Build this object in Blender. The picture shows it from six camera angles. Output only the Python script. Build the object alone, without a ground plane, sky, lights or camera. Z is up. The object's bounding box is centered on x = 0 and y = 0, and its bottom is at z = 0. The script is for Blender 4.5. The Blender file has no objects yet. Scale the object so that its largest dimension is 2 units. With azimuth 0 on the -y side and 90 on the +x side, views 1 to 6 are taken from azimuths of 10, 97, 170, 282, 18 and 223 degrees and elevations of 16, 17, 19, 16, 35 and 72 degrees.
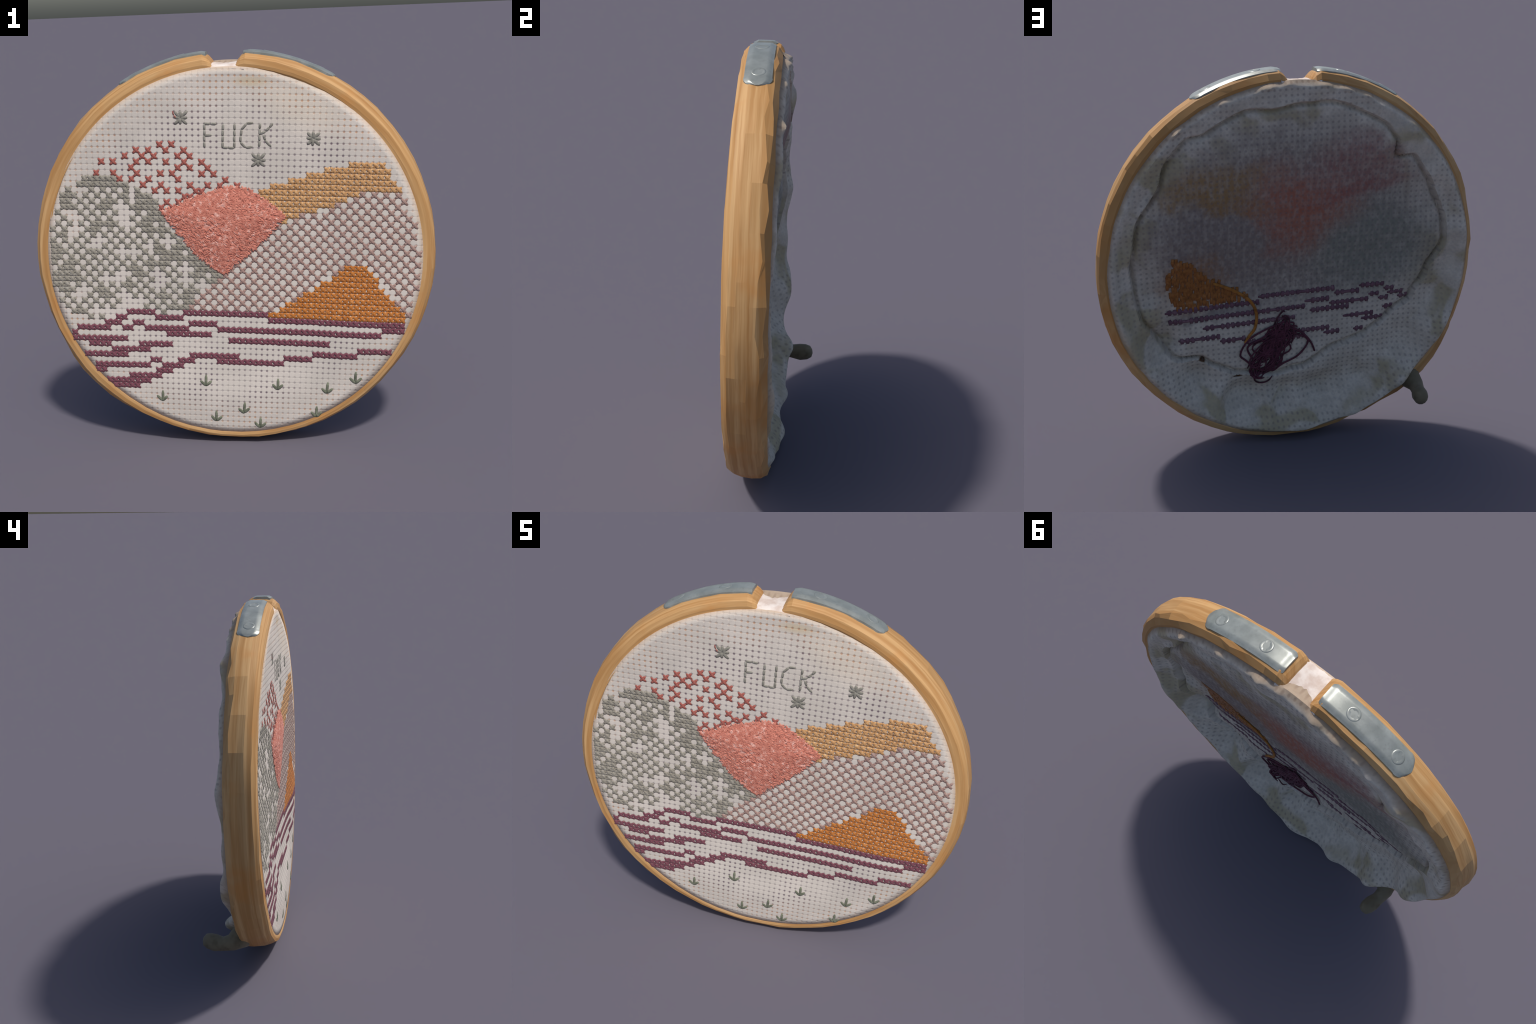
"""Round embroidery hoop standing on edge: wooden ring, cross-stitched landscape,
cloth gathered over the back, two screwed metal clamp plates at the split on top."""
import bpy, bmesh, math, random
import numpy as np
from mathutils import Matrix, Vector, noise as mnoise

random.seed(7)
rng = np.random.default_rng(7)
D2R = math.pi / 180

# ------------------------------------------------------------------ frame
# local frame of the hoop: x right, y to the back, z up; face leans back a little
face_n = Vector((0.0776, -0.9968, 0.0191)).normalized()
ax_y = -face_n
ax_x = ax_y.cross(Vector((0, 0, 1))).normalized()
ax_z = ax_x.cross(ax_y)
ROOT_M = Matrix((ax_x, ax_y, ax_z)).transposed().to_4x4()
ROOT_M.translation = Vector((0.0, -0.1346, 0.0))
CX, CZ = 0.004, 0.994            # centre of the ring in the local frame

root = bpy.data.objects.new("embroidery_hoop", None)
root.matrix_world = ROOT_M
root["label"] = "round wooden embroidery hoop with stitched mountain landscape"
root["category"] = "embroidery hoop"
bpy.context.scene.collection.objects.link(root)


def add_obj(name, mesh, parent=root, kind=None):
    o = bpy.data.objects.new(name, mesh)
    bpy.context.scene.collection.objects.link(o)
    o.parent = parent
    if kind:
        o["kind"] = kind
    return o


def mesh_from(name, verts, faces, mat, smooth=True):
    m = bpy.data.meshes.new(name)
    m.from_pydata([tuple(map(float, v)) for v in verts], [], faces)
    m.materials.append(mat)
    bm = bmesh.new()
    bm.from_mesh(m)
    bmesh.ops.recalc_face_normals(bm, faces=bm.faces)
    bm.to_mesh(m)
    bm.free()
    m.polygons.foreach_set("use_smooth", [smooth] * len(m.polygons))
    m.update()
    return m


def srgb(r, g, b):
    f = lambda c: c / 12.92 if c <= 0.04045 else ((c + 0.055) / 1.055) ** 2.4
    return (f(r / 255), f(g / 255), f(b / 255), 1.0)


# ------------------------------------------------------------------ node helpers
class NT:
    def __init__(self, name):
        self.mat = bpy.data.materials.new(name)
        self.mat.use_nodes = True
        self.t = self.mat.node_tree
        self.t.nodes.clear()
        self.out = self.t.nodes.new("ShaderNodeOutputMaterial")
        self.b = self.t.nodes.new("ShaderNodeBsdfPrincipled")
        self.t.links.new(self.b.outputs[0], self.out.inputs[0])
        self.b.inputs["Roughness"].default_value = 0.8
        self.b.inputs["Specular IOR Level"].default_value = 0.25

    def put(self, sock, v):
        if isinstance(v, bpy.types.NodeSocket):
            self.t.links.new(v, sock)
        else:
            sock.default_value = v

    def m(self, op, a, b=0.0, c=0.0, clamp=False):
        n = self.t.nodes.new("ShaderNodeMath")
        n.operation = op
        n.use_clamp = clamp
        for s, v in zip(n.inputs, (a, b, c)):
            self.put(s, v)
        return n.outputs[0]

    def add(self, *a):
        r = a[0]
        for x in a[1:]:
            r = self.m("ADD", r, x)
        return r

    def mul(self, *a):
        r = a[0]
        for x in a[1:]:
            r = self.m("MULTIPLY", r, x)
        return r

    def ramp(self, v, lo, hi):
        """smooth 0..1 step of v between lo and hi (lo may exceed hi)"""
        n = self.t.nodes.new("ShaderNodeMapRange")
        n.interpolation_type = "SMOOTHSTEP"
        flip = lo > hi
        self.put(n.inputs[0], v)
        n.inputs[1].default_value = min(lo, hi)
        n.inputs[2].default_value = max(lo, hi)
        n.inputs[3].default_value = 1.0 if flip else 0.0
        n.inputs[4].default_value = 0.0 if flip else 1.0
        return n.outputs[0]

    def mix(self, f, a, b):
        n = self.t.nodes.new("ShaderNodeMix")
        n.data_type = "RGBA"
        self.put(n.inputs[0], f)
        self.put(n.inputs[6], a)
        self.put(n.inputs[7], b)
        return n.outputs[2]

    def obj(self):
        n = self.t.nodes.new("ShaderNodeTexCoord")
        return n.outputs["Object"]

    def sep(self, v):
        n = self.t.nodes.new("ShaderNodeSeparateXYZ")
        self.t.links.new(v, n.inputs[0])
        return n.outputs

    def comb(self, x, y, z):
        n = self.t.nodes.new("ShaderNodeCombineXYZ")
        for s, v in zip(n.inputs, (x, y, z)):
            self.put(s, v)
        return n.outputs[0]

    def noise(self, vec, scale, detail=3.0, rough=0.55, dist=0.0):
        n = self.t.nodes.new("ShaderNodeTexNoise")
        self.t.links.new(vec, n.inputs["Vector"])
        n.inputs["Scale"].default_value = scale
        n.inputs["Detail"].default_value = detail
        n.inputs["Roughness"].default_value = rough
        n.inputs["Distortion"].default_value = dist
        return n.outputs["Fac"]

    def bump(self, h, strength, dist):
        n = self.t.nodes.new("ShaderNodeBump")
        n.inputs["Strength"].default_value = strength
        n.inputs["Distance"].default_value = dist
        self.put(n.inputs["Height"], h)
        self.t.links.new(n.outputs[0], self.b.inputs["Normal"])

    def color(self, c):
        self.put(self.b.inputs["Base Color"], c)

    def ellipse(self, x, z, cx, cz, rx, rz, ang=0.0, soft=0.5):
        """soft elliptical patch mask"""
        ca, sa = math.cos(ang * D2R), math.sin(ang * D2R)
        dx = self.m("SUBTRACT", x, cx)
        dz = self.m("SUBTRACT", z, cz)
        u = self.add(self.mul(dx, ca / rx), self.mul(dz, sa / rx))
        v = self.add(self.mul(dx, -sa / rz), self.mul(dz, ca / rz))
        d = self.m("SQRT", self.add(self.mul(u, u), self.mul(v, v)))
        return self.ramp(d, 1.0 + soft, 1.0 - soft)


def sstep(t):
    t = min(1.0, max(0.0, t))
    return t * t * (3 - 2 * t)


# ------------------------------------------------------------------ the weave lattice
# column / row of the cloth at (x, z): the weave is slightly skewed and stretched
COL = (23.0643, 34.724, -1.588, 0.2004, -0.5627, 0.0858)
ROW = (-14.6449, 1.4115, 35.1265, 0.3212, -0.0737, 0.0442)


def col_row(x, z):
    z = z - 1.0
    t = (1.0, x, z, x * x, x * z, z * z)
    return sum(a * b for a, b in zip(COL, t)), sum(a * b for a, b in zip(ROW, t))


def at(col, row):
    """position (x, z) of a place in the weave"""
    x, z = (col - 23.06) / 34.7, 1 + (row + 14.64) / 35.1
    for _ in range(6):
        c, r = col_row(x, z)
        x -= (c - col) / 34.7
        z -= (r - row) / 35.1
    return x, z


def face_y(x, z):
    """front of the cloth: drum-tight, swelling very slightly"""
    q = max(0.0, 1 - ((x - CX) ** 2 + (z - CZ) ** 2) / 0.93 ** 2)
    slack = 0.008 * q * (0.9 - 0.4 * x)
    slack += 0.015 * math.exp(-((x + 0.80) / 0.28) ** 2 - ((z - 1.36) / 0.32) ** 2)
    slack += 0.009 * math.exp(-((x - 0.42) / 0.42) ** 2 - ((z - 1.78) / 0.16) ** 2)
    belly = -0.016 * math.exp(-((x - 0.02) / 0.60) ** 2 - ((z - 0.20) / 0.20) ** 2)
    belly -= 0.010 * math.exp(-((x + 0.68) / 0.20) ** 2 - ((z - 0.50) / 0.20) ** 2)
    slack += 0.007 * math.exp(-((x - 0.22) / 0.25) ** 2 - ((z - 1.86) / 0.07) ** 2)
    belly -= 0.012 * math.exp(-((x - 0.62) / 0.22) ** 2 - ((z - 0.56) / 0.22) ** 2)
    return 0.0005 + slack + belly * (0.35 + 0.65 * sstep(q * 2.2)) + 0.0


def weave_nodes(nt, x, z):
    zz = nt.m("SUBTRACT", z, 1.0)
    terms = (None, x, zz, nt.mul(x, x), nt.mul(x, zz), nt.mul(zz, zz))
    res = []
    for K in (COL, ROW):
        s = K[0]
        for k, t in zip(K[1:], terms[1:]):
            s = nt.m("MULTIPLY_ADD", t, k, s)
        res.append(s)
    return res


def hole_mask(nt, i, j, size):
    fi = nt.m("ABSOLUTE", nt.m("SUBTRACT", nt.m("FRACT", i), 0.5))
    fj = nt.m("ABSOLUTE", nt.m("SUBTRACT", nt.m("FRACT", j), 0.5))
    d = nt.m("SQRT", nt.add(nt.mul(fi, fi), nt.mul(fj, fj)))
    return nt.ramp(d, size, size * 0.25), fi, fj


# ------------------------------------------------------------------ materials
def mat_cloth_front():
    nt = NT("woven_cotton_front")
    v = nt.obj()
    x, y, z = nt.sep(v)
    i, j = weave_nodes(nt, x, z)
    hole, fi, fj = hole_mask(nt, i, j, 0.30)
    dx, dz = nt.m("SUBTRACT", x, CX), nt.m("SUBTRACT", z, CZ)
    r = nt.m("SQRT", nt.add(nt.mul(dx, dx), nt.mul(dz, dz)))
    big = nt.noise(v, 3.2, 2)
    fine = nt.noise(v, 90, 3)
    # holes: dark where the cloth hangs free, tan where wood lies behind
    edge = nt.ramp(nt.add(r, nt.mul(big, 0.22)), 0.84, 0.98)
    hole_c = nt.mix(edge, srgb(104, 86, 98), srgb(190, 148, 118))
    amount = nt.mul(hole, nt.ramp(nt.noise(v, 4.5, 2), 0.30, 0.62))
    amount = nt.add(nt.mul(amount, 0.72), nt.mul(hole, 0.20))
    amount = nt.mul(amount, nt.ramp(r, 0.935, 0.885))
    base = nt.mix(nt.ramp(big, 0.35, 0.65), srgb(206, 198, 188), srgb(217, 208, 198))
    base = nt.mix(nt.mul(nt.ramp(fine, 0.45, 0.75), 0.18), base, srgb(180, 172, 168))
    # furrows between thread bundles
    fur = nt.m("MAXIMUM", nt.ramp(fi, 0.16, 0.0), nt.ramp(fj, 0.16, 0.0))
    base = nt.mix(nt.mul(fur, 0.10), base, srgb(150, 138, 138))
    stain = nt.add(nt.ellipse(x, z, 0.125, 1.855, 0.07, 0.02, -3, 0.8),
                   nt.mul(nt.ellipse(x, z, 0.36, 1.73, 0.18, 0.09, -25, 0.8), 0.35))
    base = nt.mix(nt.mul(stain, 0.35), base, srgb(206, 176, 110))
    col = nt.mix(amount, base, hole_c)
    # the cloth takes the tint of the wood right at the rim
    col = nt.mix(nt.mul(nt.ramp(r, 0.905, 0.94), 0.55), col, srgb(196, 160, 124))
    nt.color(col)
    nt.b.inputs["Roughness"].default_value = 0.9
    h = nt.add(nt.mul(hole, -1.0), nt.mul(fur, -0.35), nt.mul(fine, 0.25))
    nt.bump(h, 0.35, 0.004)
    return nt.mat


def mat_cloth_back():
    nt = NT("woven_cotton_back")
    v = nt.obj()
    x, y, z = nt.sep(v)
    i, j = weave_nodes(nt, x, z)
    hole, fi, fj = hole_mask(nt, i, j, 0.34)
    dx, dz = nt.m("SUBTRACT", x, CX), nt.m("SUBTRACT", z, CZ)
    r = nt.m("SQRT", nt.add(nt.mul(dx, dx), nt.mul(dz, dz)))
    big = nt.noise(v, 3.0, 3)
    med = nt.noise(v, 13, 3, 0.6)
    fine = nt.noise(v, 70, 3)
    base = nt.mix(nt.ramp(med, 0.35, 0.68), srgb(196, 186, 172), srgb(212, 202, 188))
    # yellowed patches on the gathered cloth
    yel = nt.mul(nt.ramp(nt.noise(v, 4.3, 2, 0.5, 0.6), 0.50, 0.64), nt.ramp(r, 0.60, 0.80))
    base = nt.mix(nt.mul(yel, 0.62), base, srgb(160, 146, 106))
    # weft seen from behind: blurred colours of the embroidery
    wob = nt.mul(nt.m("SUBTRACT", nt.noise(v, 9, 3), 0.5), 0.16)
    xs, zs = nt.add(x, wob), nt.m("SUBTRACT", z, wob)
    floor = nt.ramp(nt.add(r, nt.mul(nt.m('SUBTRACT', med, 0.5), 0.12)), 0.86, 0.76)
    streak = nt.noise(nt.comb(nt.mul(x, 40), 0.0, nt.mul(z, 22)), 1.0, 2)
    mot = nt.ramp(streak, 0.30, 0.70)

    def tint(c, mask, colr, k):
        f = nt.mul(mask, floor, nt.m("MULTIPLY_ADD", mot, 0.5, 0.55), k)
        return nt.mix(f, c, colr)

    E = lambda *a: nt.ellipse(xs, zs, *a)
    base = tint(base, E(0.02, 1.22, 0.72, 0.52, 0, 0.35), srgb(132, 122, 116), 0.9)  # whole inner panel darkened here: recess shade painted into the cloth colour
    base = tint(base, E(0.36, 1.12, 0.36, 0.24, 8, 0.5), srgb(130, 116, 110), 0.85)
    base = tint(base, E(-0.42, 1.07, 0.32, 0.26, 0, 0.5), srgb(128, 130, 120), 0.9)
    base = tint(base, E(0.44, 1.44, 0.30, 0.09, -6, 0.6), srgb(156, 124, 82), 0.85)
    base = tint(base, E(0.34, 1.35, 0.22, 0.05, 14, 0.6), srgb(148, 112, 66), 0.7)
    base = tint(base, E(-0.30, 1.53, 0.26, 0.15, -15, 0.6), srgb(150, 104, 100), 0.7)
    base = tint(base, E(0.08, 1.45, 0.16, 0.10, 25, 0.6), srgb(158, 116, 106), 0.6)
    base = tint(base, E(-0.04, 1.33, 0.26, 0.13, 5, 0.6), srgb(162, 98, 78), 0.85)
    base = tint(base, E(0.0, 1.18, 0.15, 0.14, 0, 0.6), srgb(160, 98, 78), 0.75)
    base = tint(base, E(-0.34, 1.40, 0.26, 0.035, -14, 0.7), srgb(146, 88, 82), 0.6)
    base = tint(base, E(0.42, 0.735, 0.24, 0.035, -4, 0.5), srgb(118, 112, 110), 0.8)
    base = tint(base, E(0.54, 0.90, 0.17, 0.14, -30, 0.5), srgb(150, 104, 62), 0.7)
    # two small tears through which the wood shows
    tear = nt.m("MAXIMUM", nt.ellipse(x, z, 0.476, 0.469, 0.020, 0.011, 20, 0.35), nt.ellipse(x, z, 0.288, 0.365, 0.026, 0.007, 5, 0.4))
    base = nt.mix(tear, base, srgb(92, 62, 34))
    base = nt.mix(nt.mul(hole, nt.m('MAXIMUM', nt.ramp(big, 0.30, 0.60), floor), 0.45), base, srgb(112, 102, 104))
    base = nt.mix(nt.mul(nt.ramp(fine, 0.4, 0.75), 0.25), base, srgb(140, 138, 140))
    # cloth soaked with the tone of the wood where it leaves the ring
    base = nt.mix(nt.mul(nt.ramp(r, 0.925, 0.955), 0.6), base, srgb(150, 120, 90))
    nt.color(base)
    nt.b.inputs["Roughness"].default_value = 0.92
    nt.bump(nt.add(nt.mul(hole, -0.5), nt.mul(fine, 0.4), med), 0.3, 0.004)
    return nt.mat


def mat_wood():
    nt = NT("bent_beech_wood")
    v = nt.obj()
    x, y, z = nt.sep(v)
    dx, dz = nt.m("SUBTRACT", x, CX), nt.m("SUBTRACT", z, CZ)
    r = nt.m("SQRT", nt.add(nt.mul(dx, dx), nt.mul(dz, dz)))
    c, s = nt.m("DIVIDE", dx, r), nt.m("DIVIDE", dz, r)
    # fibres follow the bend: long in angle, fine across
    vec = nt.comb(nt.mul(c, 1.1), nt.mul(s, 1.1), nt.add(nt.mul(y, 38), nt.mul(r, 26)))
    g1 = nt.noise(vec, 1.0, 4, 0.55, 0.3)
    vec2 = nt.comb(nt.mul(c, 3.5), nt.mul(s, 3.5), nt.add(nt.mul(y, 120), nt.mul(r, 90)))
    g2 = nt.noise(vec2, 1.0, 3)
    blot = nt.noise(v, 4.0, 3)
    col = nt.mix(nt.ramp(g1, 0.32, 0.68), srgb(180, 134, 82), srgb(207, 166, 115))
    col = nt.mix(nt.mul(nt.ramp(g2, 0.50, 0.72), 0.35), col, srgb(160, 108, 58))
    col = nt.mix(nt.mul(nt.ramp(blot, 0.52, 0.72), 0.45), col, srgb(196, 130, 62))
    nt.color(col)
    nt.b.inputs["Roughness"].default_value = 0.6
    nt.bump(nt.add(g1, g2), 0.12, 0.004)
    return nt.mat


def mat_metal():
    nt = NT("brushed_zinc_plate")
    v = nt.obj()
    n1 = nt.noise(v, 14, 3)
    n2 = nt.noise(v, 60, 3)
    col = nt.mix(nt.ramp(n1, 0.2, 0.8), srgb(136, 141, 136), srgb(164, 168, 163))
    nt.color(nt.mix(nt.mul(nt.ramp(n2, 0.5, 0.8), 0.4), col, srgb(120, 124, 118)))
    nt.b.inputs["Metallic"].default_value = 0.35
    nt.b.inputs["Roughness"].default_value = 0.33
    nt.b.inputs["Specular IOR Level"].default_value = 0.5
    nt.bump(n1, 0.08, 0.004)
    return nt.mat


def mat_thread(name, dark, mid, light, scale=60):
    nt = NT(name)
    v = nt.obj()
    n1 = nt.noise(v, scale, 3, 0.6)
    n2 = nt.noise(v, 5, 2)
    col = nt.mix(nt.ramp(n1, 0.30, 0.52), dark, mid)
    col = nt.mix(nt.ramp(nt.add(n1, nt.mul(nt.m("SUBTRACT", n2, 0.5), 0.3)), 0.52, 0.72), col, light)
    nt.color(col)
    nt.b.inputs["Roughness"].default_value = 0.75
    nt.b.inputs["Sheen Weight"].default_value = 0.1
    nt.bump(nt.noise(v, 220, 2), 0.3, 0.002)
    return nt.mat


M_FRONT, M_BACK, M_WOOD, M_METAL = mat_cloth_front(), mat_cloth_back(), mat_wood(), mat_metal()
M_MAROON = mat_thread("maroon_floss", srgb(94, 54, 65), srgb(119, 70, 81), srgb(136, 87, 97))
M_RED = mat_thread("brick_red_floss", srgb(138, 76, 68), srgb(162, 92, 82), srgb(178, 110, 98))
M_GREEN = mat_thread("sage_floss", srgb(126, 121, 109), srgb(149, 143, 131), srgb(165, 160, 149))
M_DKGREEN = mat_thread("olive_floss", srgb(92, 96, 80), srgb(112, 116, 98), srgb(132, 136, 116))
M_GREY = mat_thread("grey_green_floss", srgb(122, 119, 110), srgb(140, 137, 127), srgb(158, 156, 147))
M_MAUVE = mat_thread("mauve_floss", srgb(144, 114, 107), srgb(164, 135, 125), srgb(180, 153, 143))
M_TAN = mat_thread("straw_floss", srgb(160, 116, 74), srgb(196, 150, 102), srgb(220, 178, 128))
M_ORANGE = mat_thread("ochre_floss", srgb(160, 94, 40), srgb(186, 116, 54), srgb(206, 140, 82))
M_PINK = mat_thread("coral_floss", srgb(182, 106, 90), srgb(207, 131, 112), srgb(232, 182, 168), 55)
M_KNOT = mat_thread("dark_maroon_yarn", srgb(58, 26, 38), srgb(84, 40, 56), srgb(104, 56, 72), 30)
M_GOLD = mat_thread("gold_yarn", srgb(130, 82, 30), srgb(162, 106, 44), srgb(182, 128, 62), 30)
M_PLUM_BACK = mat_thread("faded_plum_floss", srgb(94, 64, 78), srgb(112, 80, 92), srgb(130, 100, 110), 40)
M_OCHRE_BACK = mat_thread("dull_ochre_floss", srgb(126, 78, 36), srgb(152, 96, 46), srgb(166, 114, 68), 40)
M_PEG = mat_thread("grey_peg", srgb(92, 84, 66), srgb(118, 108, 88), srgb(130, 120, 100), 10)


# ------------------------------------------------------------------ wooden ring
def polar(r, a, y):
    return (CX + r * math.cos(a * D2R), y, CZ + r * math.sin(a * D2R))


def gauss(a, c, w):
    d = (a - c + 180) % 360 - 180
    return math.exp(-(d / w) ** 2)


def rim_shift(a):
    """hand-bent ring: small departures from a circle, swelling by the peg"""
    return (0.009 * math.sin(a * D2R) + 0.022 * gauss(a, 222, 14) + 0.002 * gauss(a, 204, 22) + 0.002 * gauss(a, 300, 25) - 0.006 * gauss(a, 90, 9)
            + 0.004 * gauss(a, 50, 25) + 0.003 * gauss(a, 140, 20))


def front_shift(a):
    """the ring is not quite flat: its front face wanders in depth"""
    return (0.013 * gauss(a, 152, 30) + 0.007 * gauss(a, 66, 24) - 0.006 * gauss(a, 270, 45) - 0.004 * gauss(a, 220, 20))


def back_swell(a):
    return 0.004 * gauss(a, 208, 16) + 0.014 * gauss(a, 223, 10) + 0.004 * gauss(a, 342, 26) - 0.013 * gauss(a, 180, 32)


def front_swell(a):
    return 0.007 * gauss(a, 186, 30) + 0.005 * gauss(a, 350, 26) - 0.006 * gauss(a, 268, 55)


GAP0, GAP1 = 93.6, 446.8           # ring runs from GAP0 round to GAP1 (degrees)
# (radius, depth) of the wood section, starting at the inner front edge
SECTION = [(0.926, 0.012), (0.9335, 0.0015), (0.948, 0.0), (0.970, 0.004), (0.988, 0.026), (0.997, 0.060),
           (1.000, 0.100), (0.999, 0.140), (0.988, 0.161), (0.960, 0.178), (0.935, 0.172), (0.926, 0.10)]


def build_ring():
    n = 66
    verts, faces = [], []
    angs = [GAP0 + (GAP1 - GAP0) * k / n for k in range(n + 1)]
    angs = [angs[0], angs[0] + 0.5, angs[0] + 1.3, angs[0] + 2.6] + angs[1:-1] + [angs[-1] - 2.6, angs[-1] - 1.3, angs[-1] - 0.5, angs[-1]]
    for k, a in enumerate(angs):
        endk = min(k, len(angs) - 1 - k)
        if endk > 3:
            a += random.uniform(-0.8, 0.8)
        for q, (r, y) in enumerate(SECTION):
            rr = r
            if 3 <= q <= 9:
                rr += rim_shift(a) * (0.35 if q == 3 else 1.0)
                if endk > 3:
                    rr += random.uniform(-0.0022, 0.0022)
                    y += random.uniform(-0.004, 0.004) * (2.6 if q in (7, 8) else 0.8)
            if q >= 6:
                rr += back_swell(a) * (1.0 if q < 9 else 0.3)
            if 3 <= q <= 5:
                rr += front_swell(a) * (1.0 if q < 5 else 0.4)
            if 1 <= q <= 5:
                y += front_shift(a) * (1.0 if q < 4 else 0.6)
            if endk < 3:
                rr = 0.926 + (rr - 0.926) * (0.28, 0.52, 0.76)[endk]
                y = 0.088 + (y - 0.088) * (0.88, 0.94, 0.98)[endk]
            verts.append(polar(rr, a, y))
    m, s = len(angs), len(SECTION)
    for k in range(m - 1):
        for q in range(s):
            p = (q + 1) % s
            faces.append((k * s + q, k * s + p, (k + 1) * s + p, (k + 1) * s + q))
    faces.append(tuple(range(s)))
    faces.append(tuple((m - 1) * s + q for q in range(s)))
    me = mesh_from("wooden_ring", verts, faces, M_WOOD, smooth=True)
    o = add_obj("wooden_ring", me)
    me.set_sharp_from_angle(angle=7 * D2R)
    return o


ring = build_ring()


# ------------------------------------------------------------------ front cloth
def build_front():
    verts, faces = [], []
    na, nr = 160, 26
    for k in range(nr + 1):
        r = 0.9335 * (k / nr)
        for a in range(na):
            x, _, z = polar(r, 360 * a / na, 0)
            verts.append((x, face_y(x, z), z))
    for k in range(nr):
        for a in range(na):
            b = (a + 1) % na
            faces.append((k * na + a, k * na + b, (k + 1) * na + b, (k + 1) * na + a))
    # turned edge going back inside the ring
    for a in range(na):
        verts.append(polar(0.9325, 360 * a / na, 0.07))
    o0 = nr * na
    for a in range(na):
        b = (a + 1) % na
        faces.append((o0 + a, o0 + b, o0 + na + b, o0 + na + a))
    me = mesh_from("front_cloth", verts, faces, M_FRONT)
    bm = bmesh.new()
    bm.from_mesh(me)
    bmesh.ops.remove_doubles(bm, verts=bm.verts, dist=1e-5)
    bm.to_mesh(me)
    bm.free()
    return add_obj("front_cloth", me)


front = build_front()

# ------------------------------------------------------------------ back cloth
# inner edge of the gathered cloth (angle in the local frame, radius)
FOLD = [(0, .84), (8, .85), (20, .86), (33, .84), (42, .88), (50, .885), (56, .86), (69, .88), (84, .84), (92, .86),
        (104, .88), (120, .87), (127, .84), (131, .78), (137, .85), (148, .85), (160, .84), (172, .83), (185, .76),
        (198, .72), (211, .66), (225, .62), (247, .58), (265, .62), (280, .66), (298, .68), (312, .72), (323, .80),
        (335, .82), (348, .83), (360, .84)]
# (angle, crest depth)
CREST = [(0, .188), (25, .195), (50, .202), (65, .20), (80, .206), (90, .200), (104, .210), (120, .212), (130, .216), (139, .204),
         (148, .206), (160, .200), (173, .214), (180, .194), (187, .204), (207, .216), (216, .206), (230, .198), (241, .230),
         (255, .202), (267, .220), (289, .188), (307, .176), (322, .184), (345, .194), (360, .192)]
PLEATS = [(263, 5, .016), (249, 3.2, -.014), (284, 4, .014), (293, 3, -.012), (304, 5, .015), (233, 5, .014),
          (318, 4, -.010), (217, 5, -.013), (205, 6, .012), (193, 3, -.010), (180, 5, -.01), (172, 4, .012), (346, 5, -.01),
          (12, 3, -.012), (52, 3, -.012), (129, 4, .012), (160, 4, -.01), (38, 4, .010), (335, 4, .010), (24, 3, .008),
          (70, 3, .008), (112, 3, -.008), (144, 3, -.012), (276, 3, -.012)]


def interp(tab, a):
    a %= 360
    for (a0, v0), (a1, v1) in zip(tab, tab[1:]):
        if a0 <= a <= a1:
            t = (a - a0) / (a1 - a0)
            t = t * t * (3 - 2 * t)
            return v0 + (v1 - v0) * t
    return tab[-1][1]


def fold_r(a):
    p = Vector((math.cos(a * D2R) * 4, math.sin(a * D2R) * 4, 5.5))
    return interp(FOLD, a) + 0.014 * mnoise.fractal(p, 1.0, 2.0, 2)


def panel_y(x, z):
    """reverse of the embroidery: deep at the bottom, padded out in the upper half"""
    y = np.interp(z, (0.60, 0.88, 0.96, 1.06, 1.16, 1.27, 1.40, 1.50, 1.62, 1.74), (0.088, 0.092, 0.103, 0.120, 0.140, 0.150, 0.160, 0.172, 0.190, 0.212))
    y += 0.026 * sstep((-x - 0.05) / 0.4) * sstep((z - 1.35) / 0.25)
    y += 0.024 * sstep((-x - 0.22) / 0.4) * math.exp(-((z - 0.88) / 0.11) ** 2)
    y += 0.034 * sstep((-x - 0.50) / 0.22) * math.exp(-((z - 1.10) / 0.16) ** 2)
    y += 0.016 * sstep((x - 0.50) / 0.22) * math.exp(-((z - 1.20) / 0.16) ** 2)
    return min(y, 0.214)


# hollows between the bunches of cloth, and the bunches themselves: angle, width, radius, width, depth
POCKETS = [(287, 8, .780, .085, -.066), (270, 5, .755, .07, -.045), (256, 7, .780, .085, -.060), (278, 2.6, .82, .08, .040), (249, 4, .90, .045, .026), (229, 5, .905, .05, .026), (300, 3, .80, .06, .026), (342, 5, .77, .05, .026), (34, 22, .865, .035, -.022), (239, 7, .82, .065, -.064), (310, 6, .775, .075, -.062), (331, 6, .775, .065, -.058),
           (268, 3.5, .80, .10, .034), (298, 3, .82, .10, .022), (228, 5, .88, .07, .042), (207, 6, .86, .06, .036), (343, 6, .85, .07, .036),
           (352, 4, .84, .05, .024), (324, 3, .82, .09, .02), (160, 10, .87, .03, -.010)]
FLAPS = [(50, 2.2, .022), (66, 1.5, .010), (80, 2.2, .018), (86, 1.5, .012), (97, 1.8, .016), (104, 2.5, .015), (111, 2.0, .012), (128.5, 2.0, .012)]


RC = 0.928


def back_y(r, a):
    return back_relief(r, a) - sum(d * math.exp(-((CX + r * math.cos(a * D2R) - x0) / wx) ** 2 - ((CZ + r * math.sin(a * D2R) - z0) / wz) ** 2)
                                  for x0, z0, wx, wz, d in ((0.476, 0.469, .016, .010, .02), (0.288, 0.365, .022, .007, .018)))


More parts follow.
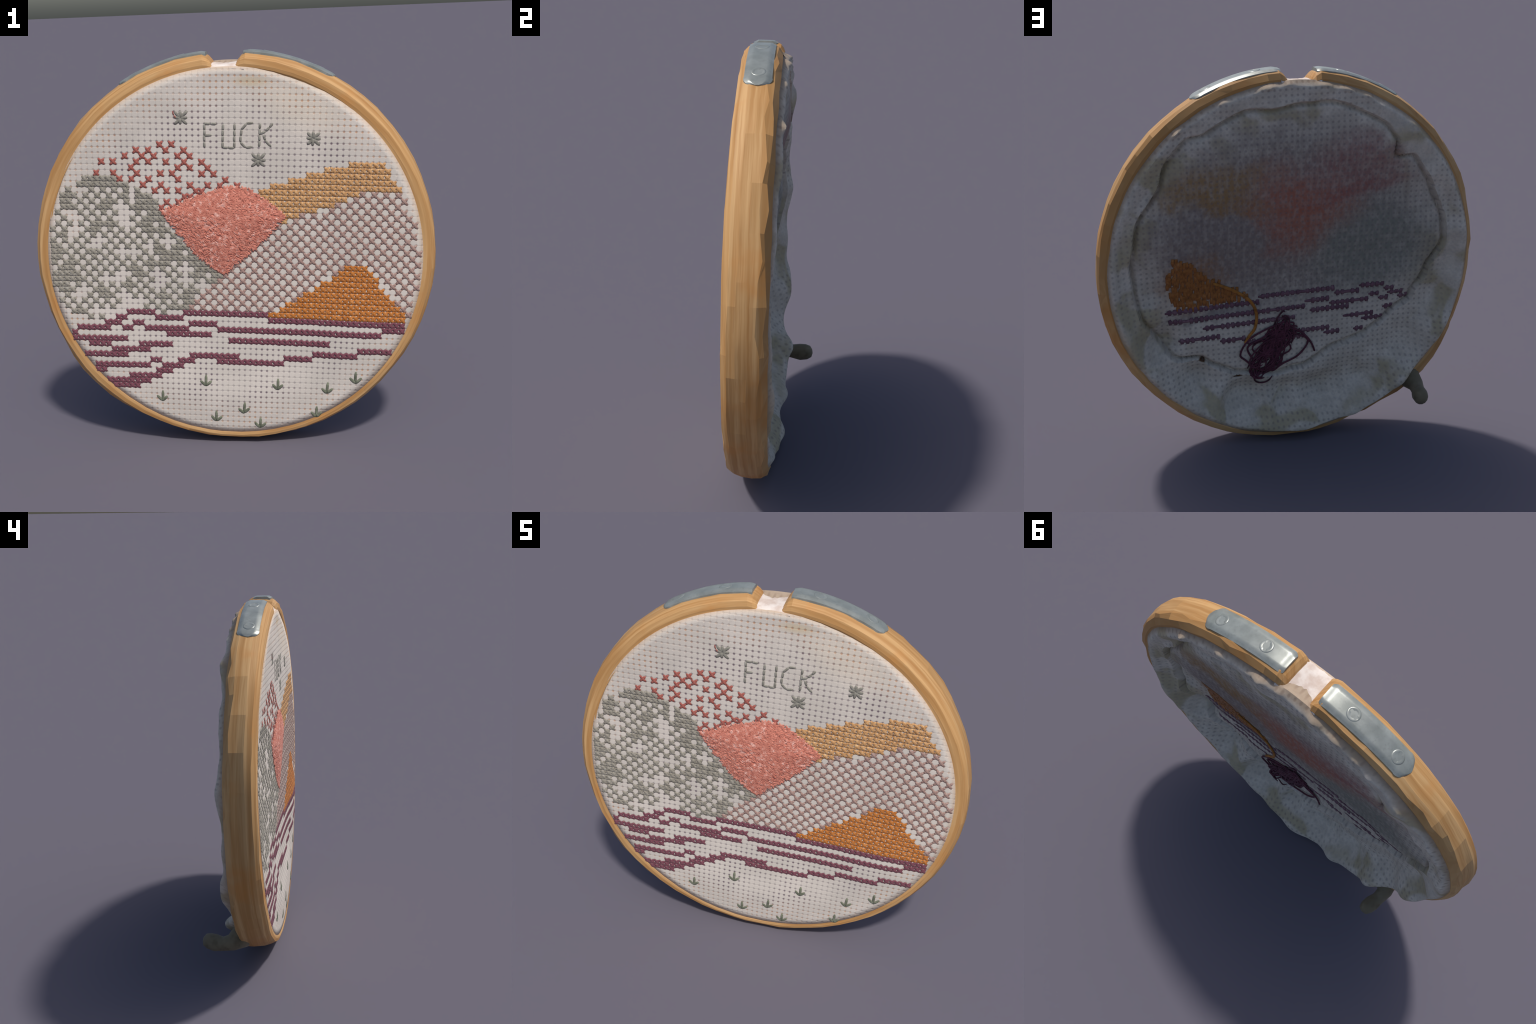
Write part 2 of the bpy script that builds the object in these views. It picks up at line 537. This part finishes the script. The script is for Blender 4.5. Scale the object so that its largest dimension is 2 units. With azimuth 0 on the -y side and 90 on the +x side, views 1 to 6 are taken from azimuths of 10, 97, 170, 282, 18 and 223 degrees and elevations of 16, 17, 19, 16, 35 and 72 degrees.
def back_relief(r, a):
    rf = fold_r(a)
    yc = interp(CREST, a)
    p = polar(r, a, 0)
    wr = mnoise.fractal(Vector((p[0] * 5, 3.1, p[2] * 5)), 1.0, 2.0, 3) * 0.006
    wr += mnoise.noise(Vector((p[0] * 14, 8.1, p[2] * 14))) * 0.003
    pl = sum(h * gauss(a + 18 * (r - .8) * (1 if c < 180 else -1), c, w) for c, w, h in PLEATS)
    pk = -0.024 * gauss(a, 262, 26) * math.exp(-((r - 0.73) / 0.06) ** 2) + sum(h * gauss(a, c, w) * math.exp(-((r - rr) / wr_) ** 2) for c, w, rr, wr_, h in POCKETS)
    # puckers pulled in by the drawn-up edge
    pl += 0.011 * mnoise.noise(Vector((math.cos(a * D2R) * 9, math.sin(a * D2R) * 9, 2.7 + r)))
    if r > RC:
        t = (r - RC) / (0.959 - RC)
        y = yc + (0.170 - yc) * t ** 1.1
        fl = sum(h * gauss(a, c, w) for c, w, h in FLAPS) * 1.25 * math.exp(-((r - 0.942) / 0.012) ** 2)
        return y + (pl * 0.6 + wr + pk) * (1 - t) + fl
    low = sstep((0.80 - rf) / 0.12)
    panel = panel_y(p[0], p[2]) + wr * 0.7
    edge_y = min(panel_y(p[0], p[2]) + 0.024 * (1 - low) + 0.020 * low, yc - 0.004)
    panel = min(panel, edge_y - 0.006)
    t = (RC - r) / max(0.02, RC - rf)
    if t <= 1:
        y = edge_y + (yc - edge_y) * (1 - sstep(t / (1.0 - 0.2 * low))) ** (1.3 + 1.0 * low) + pk
        return y + pl * (0.6 + 0.5 * math.sin(math.pi * t)) * (1 - 0.55 * t) + wr * 1.2
    k = sstep((rf - r) / 0.014)
    dip = -0.024 * math.exp(-((rf - r - 0.013) / 0.014) ** 2) + pk  # groove modelled inside the hem to draw the dark crease shadow
    return (edge_y + pk) * (1 - k) + (panel + dip) * k + wr * 1.2 * (1 - k) + pl * 0.27 * (1 - k)


def build_back():
    verts, faces = [], []
    na = 480
    radii = list(np.linspace(0.0, 0.5, 20)[1:]) + list(np.linspace(0.507, 0.959, 84))
    verts.append((CX, back_y(0.0, 0), CZ))
    for r in radii:
        for a in range(na):
            ang = 360 * a / na
            verts.append(polar(r, ang, back_y(r, ang)))
    for r, y in ((0.957, 0.150), (0.938, 0.075)):
        for a in range(na):
            verts.append(polar(r - 0.002, 360 * a / na, y))
    for a in range(na):
        faces.append((0, 1 + a, 1 + (a + 1) % na))
    for k in range(len(radii) + 1):
        for a in range(na):
            b = (a + 1) % na
            faces.append((1 + k * na + a, 1 + k * na + b, 1 + (k + 1) * na + b, 1 + (k + 1) * na + a))
    me = mesh_from("gathered_back_cloth", verts, faces, M_BACK)
    me.set_sharp_from_angle(angle=40 * D2R)
    return add_obj("gathered_back_cloth", me)


back = build_back()


# cloth showing in the split of the ring
def build_bridge():
    verts, faces = [], []
    angs = np.linspace(84.2, 96.4, 19)
    prof = [(0.924, 0.005), (0.932, 0.008), (0.939, 0.022), (0.944, 0.050), (0.947, 0.09), (0.947, 0.125), (0.945, 0.155),
            (0.940, 0.178), (0.930, 0.194), (0.916, 0.199), (0.900, 0.187)]
    for a in angs:
        dip = abs((a - 90.3) / 6.1)
        for q, (r, y) in enumerate(prof):
            rr = r + (0.022 * dip ** 2 if 2 <= q <= 7 else 0.0) + random.uniform(-.0012, .0012)
            verts.append(polar(rr, a, y + random.uniform(-.0015, .0015)))
    s = len(prof)
    for k in range(len(angs) - 1):
        for q in range(s - 1):
            faces.append((k * s + q, k * s + q + 1, (k + 1) * s + q + 1, (k + 1) * s + q))
    me = mesh_from("cloth_in_split", verts, faces, M_BRIDGE)
    return add_obj("cloth_in_split", me)


def mat_bridge():
    nt = NT("bare_cotton")
    v = nt.obj()
    n1 = nt.noise(v, 22, 3)
    nt.color(nt.mix(nt.ramp(n1, 0.35, 0.7), srgb(206, 188, 176), srgb(228, 218, 210)))
    nt.b.inputs["Roughness"].default_value = 0.9
    nt.bump(n1, 0.3, 0.006)
    return nt.mat


M_BRIDGE = mat_bridge()
build_bridge()


# ------------------------------------------------------------------ clamp plates and screws
def build_plate(a0, a1, screws):
    """curved strip; a1 is the outer, rounded end"""
    n, w = 64, 13
    yc = 0.092
    verts, faces = [], []
    for k in range(n + 1):
        t = k / n
        a = a0 + (a1 - a0) * t
        # rounded outer end, slightly clipped inner end
        d_out = abs(a1 - a) * D2R
        d_in = abs(a - a0) * D2R
        half = 0.056
        R = 0.050
        if d_out < R:
            half = half - R + math.sqrt(max(0, R * R - (R - d_out) ** 2)) + 0.002
        if d_in < 0.012:
            half -= (0.012 - d_in) * 0.8
        lift = 0.0045
        base = 0.9985 + rim_shift(a)
        for q in range(w):
            s = -1 + 2 * q / (w - 1)
            edge = 0.0095 * sstep((abs(s) - 0.62) / 0.38)
            curl = 0.005 * sstep((0.03 - d_in) / 0.03)
            verts.append(polar(base + lift + 0.0035 - edge - curl - 0.0035 * sstep((0.022 - d_out) / 0.022), a, yc + s * half))
    top = len(verts)
    for k in range(n + 1):
        for q in range(w):
            v = verts[k * w + q]
            d = Vector((v[0] - CX, 0, v[2] - CZ))
            d = d * (1 - 0.016 / d.length)
            verts.append((CX + d.x, v[1], CZ + d.z))
    for k in range(n):
        for q in range(w - 1):
            A = (k * w + q, k * w + q + 1, (k + 1) * w + q + 1, (k + 1) * w + q)
            faces.append(A)
            faces.append(tuple(top + i for i in reversed(A)))
    for k in range(n):
        for q in (0, w - 1):
            faces.append((k * w + q, (k + 1) * w + q, top + (k + 1) * w + q, top + k * w + q))
    for k in (0, n):
        for q in range(w - 1):
            faces.append((k * w + q, k * w + q + 1, top + k * w + q + 1, top + k * w + q))
    me = mesh_from("clamp_plate", verts, faces, M_METAL)
    me.set_sharp_from_angle(angle=45 * D2R)
    plate = add_obj("clamp_plate", me)
    for a in screws:
        o = add_obj("screw", SCREW, plate)
        nrm = Vector((math.cos(a * D2R), 0, math.sin(a * D2R)))
        p = Vector(polar(1.0055 + rim_shift(a), a, yc))
        zq = nrm
        xq = Vector((0, 1, 0))
        yq = zq.cross(xq)
        M = Matrix((xq, yq, zq)).transposed().to_4x4()
        M = M @ Matrix.Rotation(random.uniform(0, 3), 4, "Z")
        M.translation = p
        o.matrix_local = M


def screw_mesh():
    prof = [(0.0, 0.0005), (0.010, 0.0006), (0.016, 0.0010), (0.021, 0.0024), (0.026, 0.0024), (0.031, 0.0006), (0.032, -0.003)]
    verts, faces = [(0, 0, 0.0005)], []
    n = 28
    for r, h in prof[1:]:
        for k in range(n):
            t = 2 * math.pi * k / n
            slot = 0.0025 if abs(math.sin(t)) < 0.25 and r < 0.022 else 0
            verts.append((r * math.cos(t), r * math.sin(t), h - slot))
    for k in range(n):
        faces.append((0, 1 + k, 1 + (k + 1) % n))
    for q in range(len(prof) - 2):
        for k in range(n):
            b = (k + 1) % n
            faces.append((1 + q * n + k, 1 + q * n + b, 1 + (q + 1) * n + b, 1 + (q + 1) * n + k))
    return mesh_from("screw", verts, faces, M_METAL)


SCREW = screw_mesh()
build_plate(84.9, 58.9, (78.0, 63.8))
build_plate(95.3, 121.4, (103.0, 116.6))


# ------------------------------------------------------------------ tubes / strands
class Strands:
    def __init__(self):
        self.v, self.f = [], []

    def tube(self, pts, rad, flat=1.0, sides=6, nrm=Vector((0, -1, 0)), taper=0.55):
        """thread along pts; flattened by `flat` along nrm"""
        pts = [Vector(p) for p in pts]
        n = len(pts)
        base = len(self.v)
        for k, p in enumerate(pts):
            t = (pts[min(n - 1, k + 1)] - pts[max(0, k - 1)]).normalized()
            side = t.cross(nrm)
            if side.length < 1e-5:
                side = t.cross(Vector((1, 0, 0.3)))
            side.normalize()
            up = side.cross(t).normalized()
            rr = rad * (taper if k in (0, n - 1) else 1.0)
            for q in range(sides):
                g = 2 * math.pi * q / sides
                self.v.append(p + side * (rr * math.cos(g)) + up * (rr * flat * math.sin(g)))
        for k in range(n - 1):
            for q in range(sides):
                b = (q + 1) % sides
                self.f.append((base + k * sides + q, base + k * sides + b,
                               base + (k + 1) * sides + b, base + (k + 1) * sides + q))
        self.f.append(tuple(base + q for q in range(sides)))
        self.f.append(tuple(base + (n - 1) * sides + q for q in range(sides)))

    def stitch(self, c0, r0, c1, r1, rad=0.005, lift=0.0008, jit=0.06, flat=0.24):
        """one stitch lying on the front of the cloth between two weave places"""
        c0 += random.uniform(-jit, jit); c1 += random.uniform(-jit, jit)
        r0 += random.uniform(-jit, jit); r1 += random.uniform(-jit, jit)
        pts = []
        for k in range(5):
            t = k / 4
            x, z = at(c0 + (c1 - c0) * t, r0 + (r1 - r0) * t)
            pts.append((x, face_y(x, z) - lift * (4 * t * (1 - t)) ** 0.5, z))
        self.tube(pts, rad, flat)

    def cross(self, c, r, rad=0.005, half=0.47, lift=0.0006):
        self.stitch(c - half, r - half, c + half, r + half, rad, lift)
        self.stitch(c - half, r + half, c + half, r - half, rad, lift + 0.0009)

    def mesh(self, name, mat):
        return mesh_from(name, self.v, self.f, mat)


def inside(poly, x, y):
    c = False
    for (x0, y0), (x1, y1) in zip(poly, poly[1:] + poly[:1]):
        if (y0 > y) != (y1 > y) and x < (x1 - x0) * (y - y0) / (y1 - y0) + x0:
            c = not c
    return c


def on_cloth(c, r, rmax=0.915):
    x, z = at(c, r)
    return math.hypot(x - CX, z - CZ) < rmax


# outlines of the hills, in columns and rows of the weave
HILL_CORAL = [(11.6, -6.8), (14, -5.6), (17, -4.3), (20, -3.3), (22.5, -2.4), (25.8, -2.8), (29.2, -5.2), (31.6, -7.2),
              (29.8, -9.4), (27.4, -12.2), (24.5, -14.8), (22, -17.2), (20.5, -16.6), (16.9, -13.9), (14.1, -10.5)]
HILL_STRAW = [(26.2, -3.6), (29.1, -2.3), (33.5, -0.4), (38.5, 0.6), (38.6, 1.6), (42.4, 1.7), (42.5, 2.5), (48.5, 2.5),
              (49.5, 0.5), (50.5, -0.5), (51.6, -2.4), (45.0, -2.7), (43, -3.6), (39.1, -5.6), (35, -6.8), (32.0, -8.1),
              (31.4, -7.4), (29.5, -5.4)]
HILL_MAUVE = [(32.0, -8.1), (35, -6.9), (39.1, -5.7), (43, -3.7), (46.1, -2.5), (51.8, -2.5), (53.6, -6.3), (54.8, -9.6),
              (55.6, -17.7), (54.2, -24.2), (52.9, -23.3), (49.4, -18.9), (48.0, -17.0), (46.5, -15.4), (43.4, -15.4),
              (41.7, -16.7), (37.3, -19.8), (32.3, -23.2), (30.0, -24.4), (15.6, -24.4), (17.8, -21.6), (20, -19),
              (22, -17.2), (24.5, -14.8), (27.4, -12.2), (29.8, -9.4)]
HILL_OCHRE = [(29.5, -25.5), (29.6, -24.8), (32.3, -23.4), (37.3, -20.0), (41.7, -16.9), (43.4, -15.5), (46.5, -15.5),
              (48.0, -17.6), (48.9, -19.5), (52.8, -23.4), (54.2, -25.5)]
HILL_SAGE = [(-0.9, -0.3), (2.9, -0.3), (4.4, -1.6), (7.0, -2.4), (9.6, -4.2), (10.8, -6.3), (12.4, -8.6), (14.6, -11.9),
             (17.0, -14.4), (20.6, -16.7), (21.4, -17.6), (19.1, -20.6), (16.8, -22.8), (15.2, -24.4), (9.8, -25.4),
             (9.4, -24.4), (4.6, -24.4), (2, -25.4), (-1, -26.4), (-4.0, -25.6), (-7.6, -25.4), (-9.5, -20.0),
             (-9.8, -13.4), (-8.6, -7.5), (-5.6, -3.0)]


def hill(name, mat, poly, rule, rad, half=0.47, rmax=0.915):
    s = Strands()
    xs = [p[0] for p in poly]
    ys = [p[1] for p in poly]
    for r in range(math.floor(min(ys)), math.ceil(max(ys)) + 1):
        for c in range(math.floor(min(xs)), math.ceil(max(xs)) + 1):
            if inside(poly, c, r) and on_cloth(c, r, rmax) and rule(c, r):
                s.cross(c, r, rad, half)
    return add_obj(name, s.mesh(name, mat), front, "stuff")


def sage_rule(c, r):
    """mottled hill: dense along the right flank and in drifts, sparse elsewhere"""
    v = mnoise.noise(Vector((c * 0.30, r * 0.30, 1.7))) * 0.55 + mnoise.noise(Vector((c * 0.75, r * 0.75, 7.2))) * 0.5
    flank = math.exp(-((c - (10.5 - (r + 5) * 0.82)) / 3.4) ** 2) * 0.55 if r < -1 else 0.25
    crest = 0.5 if r > -3 else 0.0
    left = 0.22 * math.exp(-((c + 7.5) / 3) ** 2)
    lowfade = -0.35 * sstep((-20 - r) / 5) if c < 8 else 0.0
    chk = 0.22 if (c + r) % 2 == 0 else -0.16
    return v + flank + crest + left + lowfade + chk > 0.05


hill("sage_hill", M_GREEN, HILL_SAGE, sage_rule, 0.0086, 0.5)
hill("mauve_hill", M_MAUVE, HILL_MAUVE, lambda c, r: (c + r) % 2 == 0, 0.0074, 0.53, 0.925)
hill("straw_ridge", M_TAN, HILL_STRAW, lambda c, r: True, 0.0080)
hill("ochre_hill", M_ORANGE, HILL_OCHRE, lambda c, r: True, 0.0080, 0.48, 0.93)


# coral hill: thick fluffy pad of tiny loops
def build_coral():
    s = Strands()
    xs = [p[0] for p in HILL_CORAL]
    ys = [p[1] for p in HILL_CORAL]
    # padded ground under the pile
    n = len(HILL_CORAL)
    cen = (22.0, -8.5)

    def swell(x, z, k):
        return 0.004 + 0.010 * (1 - k ** 2.5)

    base = len(s.v)
    rings = 12
    for q in range(rings + 1):
        k = q / rings
        for t in range(n * 4):
            i0, f = t // 4, (t % 4) / 4
            (c0, r0), (c1, r1) = HILL_CORAL[i0], HILL_CORAL[(i0 + 1) % n]
            c, r = c0 + (c1 - c0) * f, r0 + (r1 - r0) * f
            x, z = at(cen[0] + (c - cen[0]) * k, cen[1] + (r - cen[1]) * k)
            lump = 0.002 * mnoise.noise(Vector((x * 14, 2.2, z * 14)))
            s.v.append(Vector((x, face_y(x, z) - swell(x, z, k) - lump, z)))
    N = n * 4
    for q in range(rings):
        for t in range(N):
            b = (t + 1) % N
            s.f.append((base + q * N + t, base + q * N + b, base + (q + 1) * N + b, base + (q + 1) * N + t))
    made = 0
    while made < 3000:
        t0 = random.uniform(0, n)
        k = math.sqrt(random.random()) * 1.055
        i0, f = int(t0) % n, t0 % 1
        (c0, r0), (c1, r1) = HILL_CORAL[i0], HILL_CORAL[(i0 + 1) % n]
        c, r = c0 + (c1 - c0) * f, r0 + (r1 - r0) * f
        x, z = at(cen[0] + (c - cen[0]) * k, cen[1] + (r - cen[1]) * k)
        made += 1
        t = random.uniform(0, math.pi)
        L = random.uniform(0.009, 0.016)
        y = face_y(x, z) - swell(x, z, min(1, k)) + 0.001
        pts = [(x + math.cos(t) * L * g, y - 0.0012 * (1 - g * g), z + math.sin(t) * L * g) for g in (-1, -.4, .4, 1)]
        s.tube(pts, 0.0042, 0.45, 5)
    return add_obj("coral_hill", s.mesh("coral_hill", M_PINK), front, "stuff")


build_coral()


# ------------------------------------------------------------------ single cross stitches
def cross_mesh(name, mat, rad):
    """shared cross: two strands in the plane y = 0, one weave cell wide"""
    out = []
    for v in range(4):
        s = Strands()
        h = 0.0144
        for k, sg in enumerate((1, -1)):
            j = [random.uniform(-.0015, .0015) for _ in range(4)]
            pts = []
            for q in range(5):
                t = -1 + q / 2
                pts.append((t * h + j[0] * (1 - t) + j[1] * t, -(0.0008 + 0.0010 * k) * math.sqrt(max(0, 1 - t * t)), sg * t * h + j[2] * (1 - t) + j[3] * t))
            s.tube(pts, rad, 0.26)
        out.append(s.mesh(name, mat))
    return out


def put_crosses(name, mat, cells, rad):
    ms = cross_mesh(name, mat, rad)
    for c, r in cells:
        if not on_cloth(c, r, 0.925):
            continue
        x, z = at(c, r)
        x1, z1 = at(c + 1, r)
        o = add_obj(name, random.choice(ms), front)
        o.location = (x, face_y(x, z), z)
        o.rotation_euler = (0, -math.atan2(z1 - z, x1 - x) + random.uniform(-.05, .05), 0)


# brick red scattered crosses of the far ridge: row -> columns
RED = {5: (11, 13), 4: (7, 9, 12, 15), 3: (5, 8, 10, 14, 16), 2: (1, 3, 7, 9, 12, 15, 18), 1: (6, 14, 16, 19),
       0: (0, 3, 7, 11, 13, 18, 20), -1: (4, 6, 9, 14, 22), -2: (8, 11, 16, 19, 21, 24), -3: (10, 12, 14, 17, 18),
       -4: (15, 16), -5: (12, 14), -6: (11, 13)}
put_crosses("red_cross_stitch", M_RED, [(c, r) for r, cs in RED.items() for c in cs], 0.0074)

# maroon ploughed field: row, first and last column of each run
RUNS = [(-25, 5, 9), (-26, 10, 14), (-25, 15, 29), (-26, 30, 53), (-27, 50, 53), (-26, 3, 4), (-27, 1, 3), (-28, -3, 1),
        (-28, -4, -4), (-29, -6, -5), (-30, -5, -4), (-28, 4, 5), (-27, 6, 7), (-28, 8, 15), (-27, 16, 20), (-29, 12, 19),
        (-28, 21, 49), (-30, -3, 4), (-31, -2, 1), (-30, 23, 40), (-31, 7, 12), (-32, 2, 8), (-33, -3, 4), (-34, 9, 10),
        (-35, -2, 8), (-36, -1, 0), (-35, 11, 14), (-34, 14, 16), (-33, 16, 24), (-34, 21, 32), (-33, 33, 37),
        (-32, 38, 45), (-31, 46, 51), (-36, 10, 12), (-37, 5, 10), (-38, 0, 8), (-39, 2, 6)]
MAROON = sorted({(c, r) for r, a, b in RUNS for c in range(a, b + 1)})
put_crosses("maroon_cross_stitch", M_MAROON, MAROON[:], 0.0081)


# ------------------------------------------------------------------ letters, stars, sprouts
LETTERS = [[((18.5, 8.5), (18.5, 4.5)), ((18.5, 8.5), (20.5, 8.5)), ((18.5, 6.5), (19.7, 6.6))],
           [((21.6, 8.5), (21.5, 4.5)), ((21.5, 4.5), (23.5, 4.5)), ((23.5, 4.5), (23.5, 8.5))],
           [((26.6, 8.7), (25.5, 8.6)), ((25.5, 8.6), (24.6, 7.6)), ((24.6, 7.6), (24.5, 5.5)), ((24.5, 5.5), (25.4, 4.6)), ((25.4, 4.6), (26.5, 4.7))],
           [((27.7, 8.7), (27.6, 4.7)), ((29.8, 8.7), (28.7, 7.4)), ((28.7, 7.4), (27.7, 6.9)), ((28.3, 6.8), (28.6, 5.8)), ((28.6, 5.8), (29.6, 4.8))]]
for strokes in LETTERS:
    s = Strands()
    for (c0, r0), (c1, r1) in strokes:
        n = max(1, round(math.hypot(c1 - c0, r1 - r0)))
        for k in range(n):
            f = lambda t: (c0 + (c1 - c0) * t, r0 + (r1 - r0) * t)
            s.stitch(*f(k / n), *f((k + 1) / n), rad=0.0060, lift=0.0010, jit=0.05, flat=0.4)
    add_obj("letter", s.mesh("letter", M_GREY), front)

for c, r in ((14.6, 9.5), (36.5, 6.3), (27.5, 2.5)):
    s = Strands()
    for a in range(8):
        L = 1.15 if a % 2 == 0 else 1.5
        s.stitch(c, r, c + L * math.cos(a * math.pi / 4), r + L * math.sin(a * math.pi / 4), 0.0074, 0.0012, 0.10)
    add_obj("star", s.mesh("star", M_GREY), front)
s = Strands()
s.stitch(13.3, 10.6, 13.5, 9.9, 0.003, 0.003, 0)
s.stitch(13.5, 9.9, 13.9, 9.4, 0.003, 0.003, 0)
add_obj("stray_thread", s.mesh("stray_thread", M_RED), front)

for c, r in ((10.5, -41.9), (18.5, -38.7), (31.5, -38.9), (40.4, -39.3), (45.4, -37.1), (25.5, -43.7), (20.4, -45.5),
             (28.5, -46.5), (38.6, -43.9)):
    s = Strands()
    s.stitch(c, r, c + 0.05, r + 2.1, 0.0070, 0.0012, 0.08)
    s.stitch(c, r, c - 1.0, r + 1.0, 0.0072, 0.0012, 0.08)
    s.stitch(c, r, c + 1.0, r + 1.0, 0.0072, 0.0012, 0.08)
    add_obj("sprout", s.mesh("sprout", M_DKGREEN), front)


# ------------------------------------------------------------------ threads on the back
def back_at(x, z):
    r = math.hypot(x - CX, z - CZ)
    a = math.degrees(math.atan2(z - CZ, x - CX))
    return back_y(r, a), r, fold_r(a)


def reverse_at(c, r):
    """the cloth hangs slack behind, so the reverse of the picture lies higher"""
    x, z = at(c, r)
    return 0.96 * x + 0.02, z + 0.118


s = Strands()
for c, r in MAROON:
    x, z = reverse_at(c, r)
    y, rad, rf = back_at(x, z)
    if rad > rf - 0.035 or rad > 0.72 or r < -34 or random.random() < 0.08:
        continue
    pts = []
    L = random.uniform(0.45, 0.60)
    for t in (-1, 0, 1):
        x, z = reverse_at(c - 0.5 + random.uniform(-.1, .1), r + t * L)
        pts.append((x, back_at(x, z)[0] + 0.0015, z))
    s.tube(pts, 0.0112, 0.14, 6, Vector((0, 1, 0)), 0.7)
for r, a, b in RUNS:
    pts = []
    for c in np.arange(a - 0.6, b + 0.61, 0.6):
        x, z = reverse_at(c, r)
        y, rad, rf = back_at(x, z)
        if rad > rf - 0.03 or rad > 0.72 or r < -34:
            if len(pts) > 2:
                s.tube(pts, 0.0085, 0.10, 6, Vector((0, 1, 0)))
            pts = []
            continue
        pts.append((x, y + 0.001, z))
    if len(pts) > 2:
        s.tube(pts, 0.0085, 0.10, 6, Vector((0, 1, 0)))
add_obj("back_running_stitches", s.mesh("back_running_stitches", M_PLUM_BACK), back, "stuff")
# ochre hill seen from behind, as far as the hem leaves it open
REVERSE_OCHRE = [(0.60, 1.07), (0.675, 0.95), (0.645, 0.87), (0.622, 0.775), (0.40, 0.795), (0.228, 0.812), (0.384, 0.907), (0.484, 0.986)]
s = Strands()
x = 0.23
while x < 0.68:
    z = 0.76
    while z < 1.08:
        px, pz = x + random.uniform(-.005, .005), z + random.uniform(-.008, .008)
        if inside(REVERSE_OCHRE, px + random.gauss(0, .010), pz + random.gauss(0, .010)) and random.random() < 0.93:
            L = random.uniform(.016, .024)
            pts = [(px + random.uniform(-.003, .003), back_at(px, pz + t * L)[0] + 0.001, pz + t * L) for t in (-1, 0, 1)]
            s.tube(pts, 0.0095, 0.14, 6, Vector((0, 1, 0)), 0.8)
        z += 0.026
    x += 0.0142
add_obj("back_ochre_stitches", s.mesh("back_ochre_stitches", M_OCHRE_BACK), back, "stuff")


def on_back(pts, lift):
    return [(x, back_at(x, z)[0] + lift, z) for x, z in pts]


def smooth_path(ctrl, n=10):
    out = []
    P = [ctrl[0]] + list(ctrl) + [ctrl[-1]]
    for i in range(1, len(P) - 2):
        p0, p1, p2, p3 = (np.array(P[i + d]) for d in (-1, 0, 1, 2))
        for k in range(n):
            t = k / n
            out.append(tuple(0.5 * (2 * p1 + (p2 - p0) * t + (2 * p0 - 5 * p1 + 4 * p2 - p3) * t * t + (3 * p1 - p0 - 3 * p2 + p3) * t ** 3)))
    out.append(tuple(ctrl[-1]))
    return out


s = Strands()
s.tube(on_back(smooth_path([(0.42, 0.915), (0.315, 0.865), (0.228, 0.803), (0.189, 0.725), (0.195, 0.641), (0.226, 0.596), (0.248, 0.555)]), 0.006), 0.0085, 0.7, 8, Vector((0, 1, 0)))
add_obj("loose_gold_yarn", s.mesh("loose_gold_yarn", M_GOLD), back)

s = Strands()
KN = Vector((0, 1, 0))
for path in ([(0.031, 0.663), (0.12, 0.633), (0.226, 0.577), (0.274, 0.496), (0.243, 0.454), (0.18, 0.398), (0.13, 0.375)],
             [(0.03, 0.66), (-0.024, 0.619), (-0.08, 0.575), (-0.119, 0.523), (-0.139, 0.472)],
             [(0.00, 0.60), (-0.085, 0.56), (-0.095, 0.52), (-0.038, 0.453), (0.044, 0.413), (0.098, 0.369)],
             [(0.09, 0.57), (0.073, 0.513), (0.044, 0.442), (0.098, 0.395), (0.15, 0.37)],
             [(0.05, 0.63), (0.16, 0.575), (0.235, 0.53), (0.20, 0.45)],
             [(0.05, 0.70), (0.02, 0.66), (0.035, 0.61)]):
    s.tube(on_back(smooth_path(path), 0.010), 0.0055, 0.9, 8, KN)
for k in range(54):
    # skein lying slantwise: each strand is a long narrow loop
    ph = random.uniform(0, 6.28)
    t = random.uniform(-1, 1)
    cx, cz = 0.100 - 0.052 * t + random.gauss(0, .014), 0.510 + 0.100 * t + random.gauss(0, .016)
    la, lb = random.uniform(.05, .11), random.uniform(.014, .048) * (1.15 - 0.4 * t)
    tilt = (116 + random.gauss(0, 20)) * D2R
    span = random.uniform(3.0, 6.0)
    pts = []
    for q in range(16):
        t = ph + span * q / 15
        u, w = la * math.cos(t), lb * math.sin(t)
        pts.append((cx + u * math.cos(tilt) - w * math.sin(tilt), cz + u * math.sin(tilt) + w * math.cos(tilt)))
    s.tube(on_back(pts, 0.004 + 0.012 * random.random()), 0.0048, 0.85, 6, KN)
add_obj("tangled_maroon_yarn", s.mesh("tangled_maroon_yarn", M_KNOT), back)


# ------------------------------------------------------------------ peg at the lower left
def build_peg():
    s = Strands()
    ctrl = [(-0.655, 0.120, 0.310), (-0.680, 0.160, 0.282), (-0.703, 0.205, 0.258), (-0.698, 0.250, 0.246), (-0.688, 0.296, 0.246),
            (-0.680, 0.332, 0.252), (-0.676, 0.355, 0.257), (-0.675, 0.364, 0.259)]
    rads = [0.060, 0.066, 0.046, 0.039, 0.047, 0.044, 0.033, 0.014]
    n = 14
    verts, faces = [], []
    for k, (p, r) in enumerate(zip(ctrl, rads)):
        p = Vector(p)
        t = (Vector(ctrl[min(len(ctrl) - 1, k + 1)]) - Vector(ctrl[max(0, k - 1)])).normalized()
        sd = t.cross(Vector((0, 0, 1))).normalized()
        up = sd.cross(t)
        for q in range(n):
            g = 2 * math.pi * q / n
            verts.append(p + sd * r * 0.92 * math.cos(g) + up * r * math.sin(g))
    for k in range(len(ctrl) - 1):
        for q in range(n):
            b = (q + 1) % n
            faces.append((k * n + q, k * n + b, (k + 1) * n + b, (k + 1) * n + q))
    faces.append(tuple(range(n)))
    faces.append(tuple((len(ctrl) - 1) * n + q for q in range(n)))
    me = mesh_from("peg", verts, faces, M_PEG)
    return add_obj("peg", me)


build_peg()
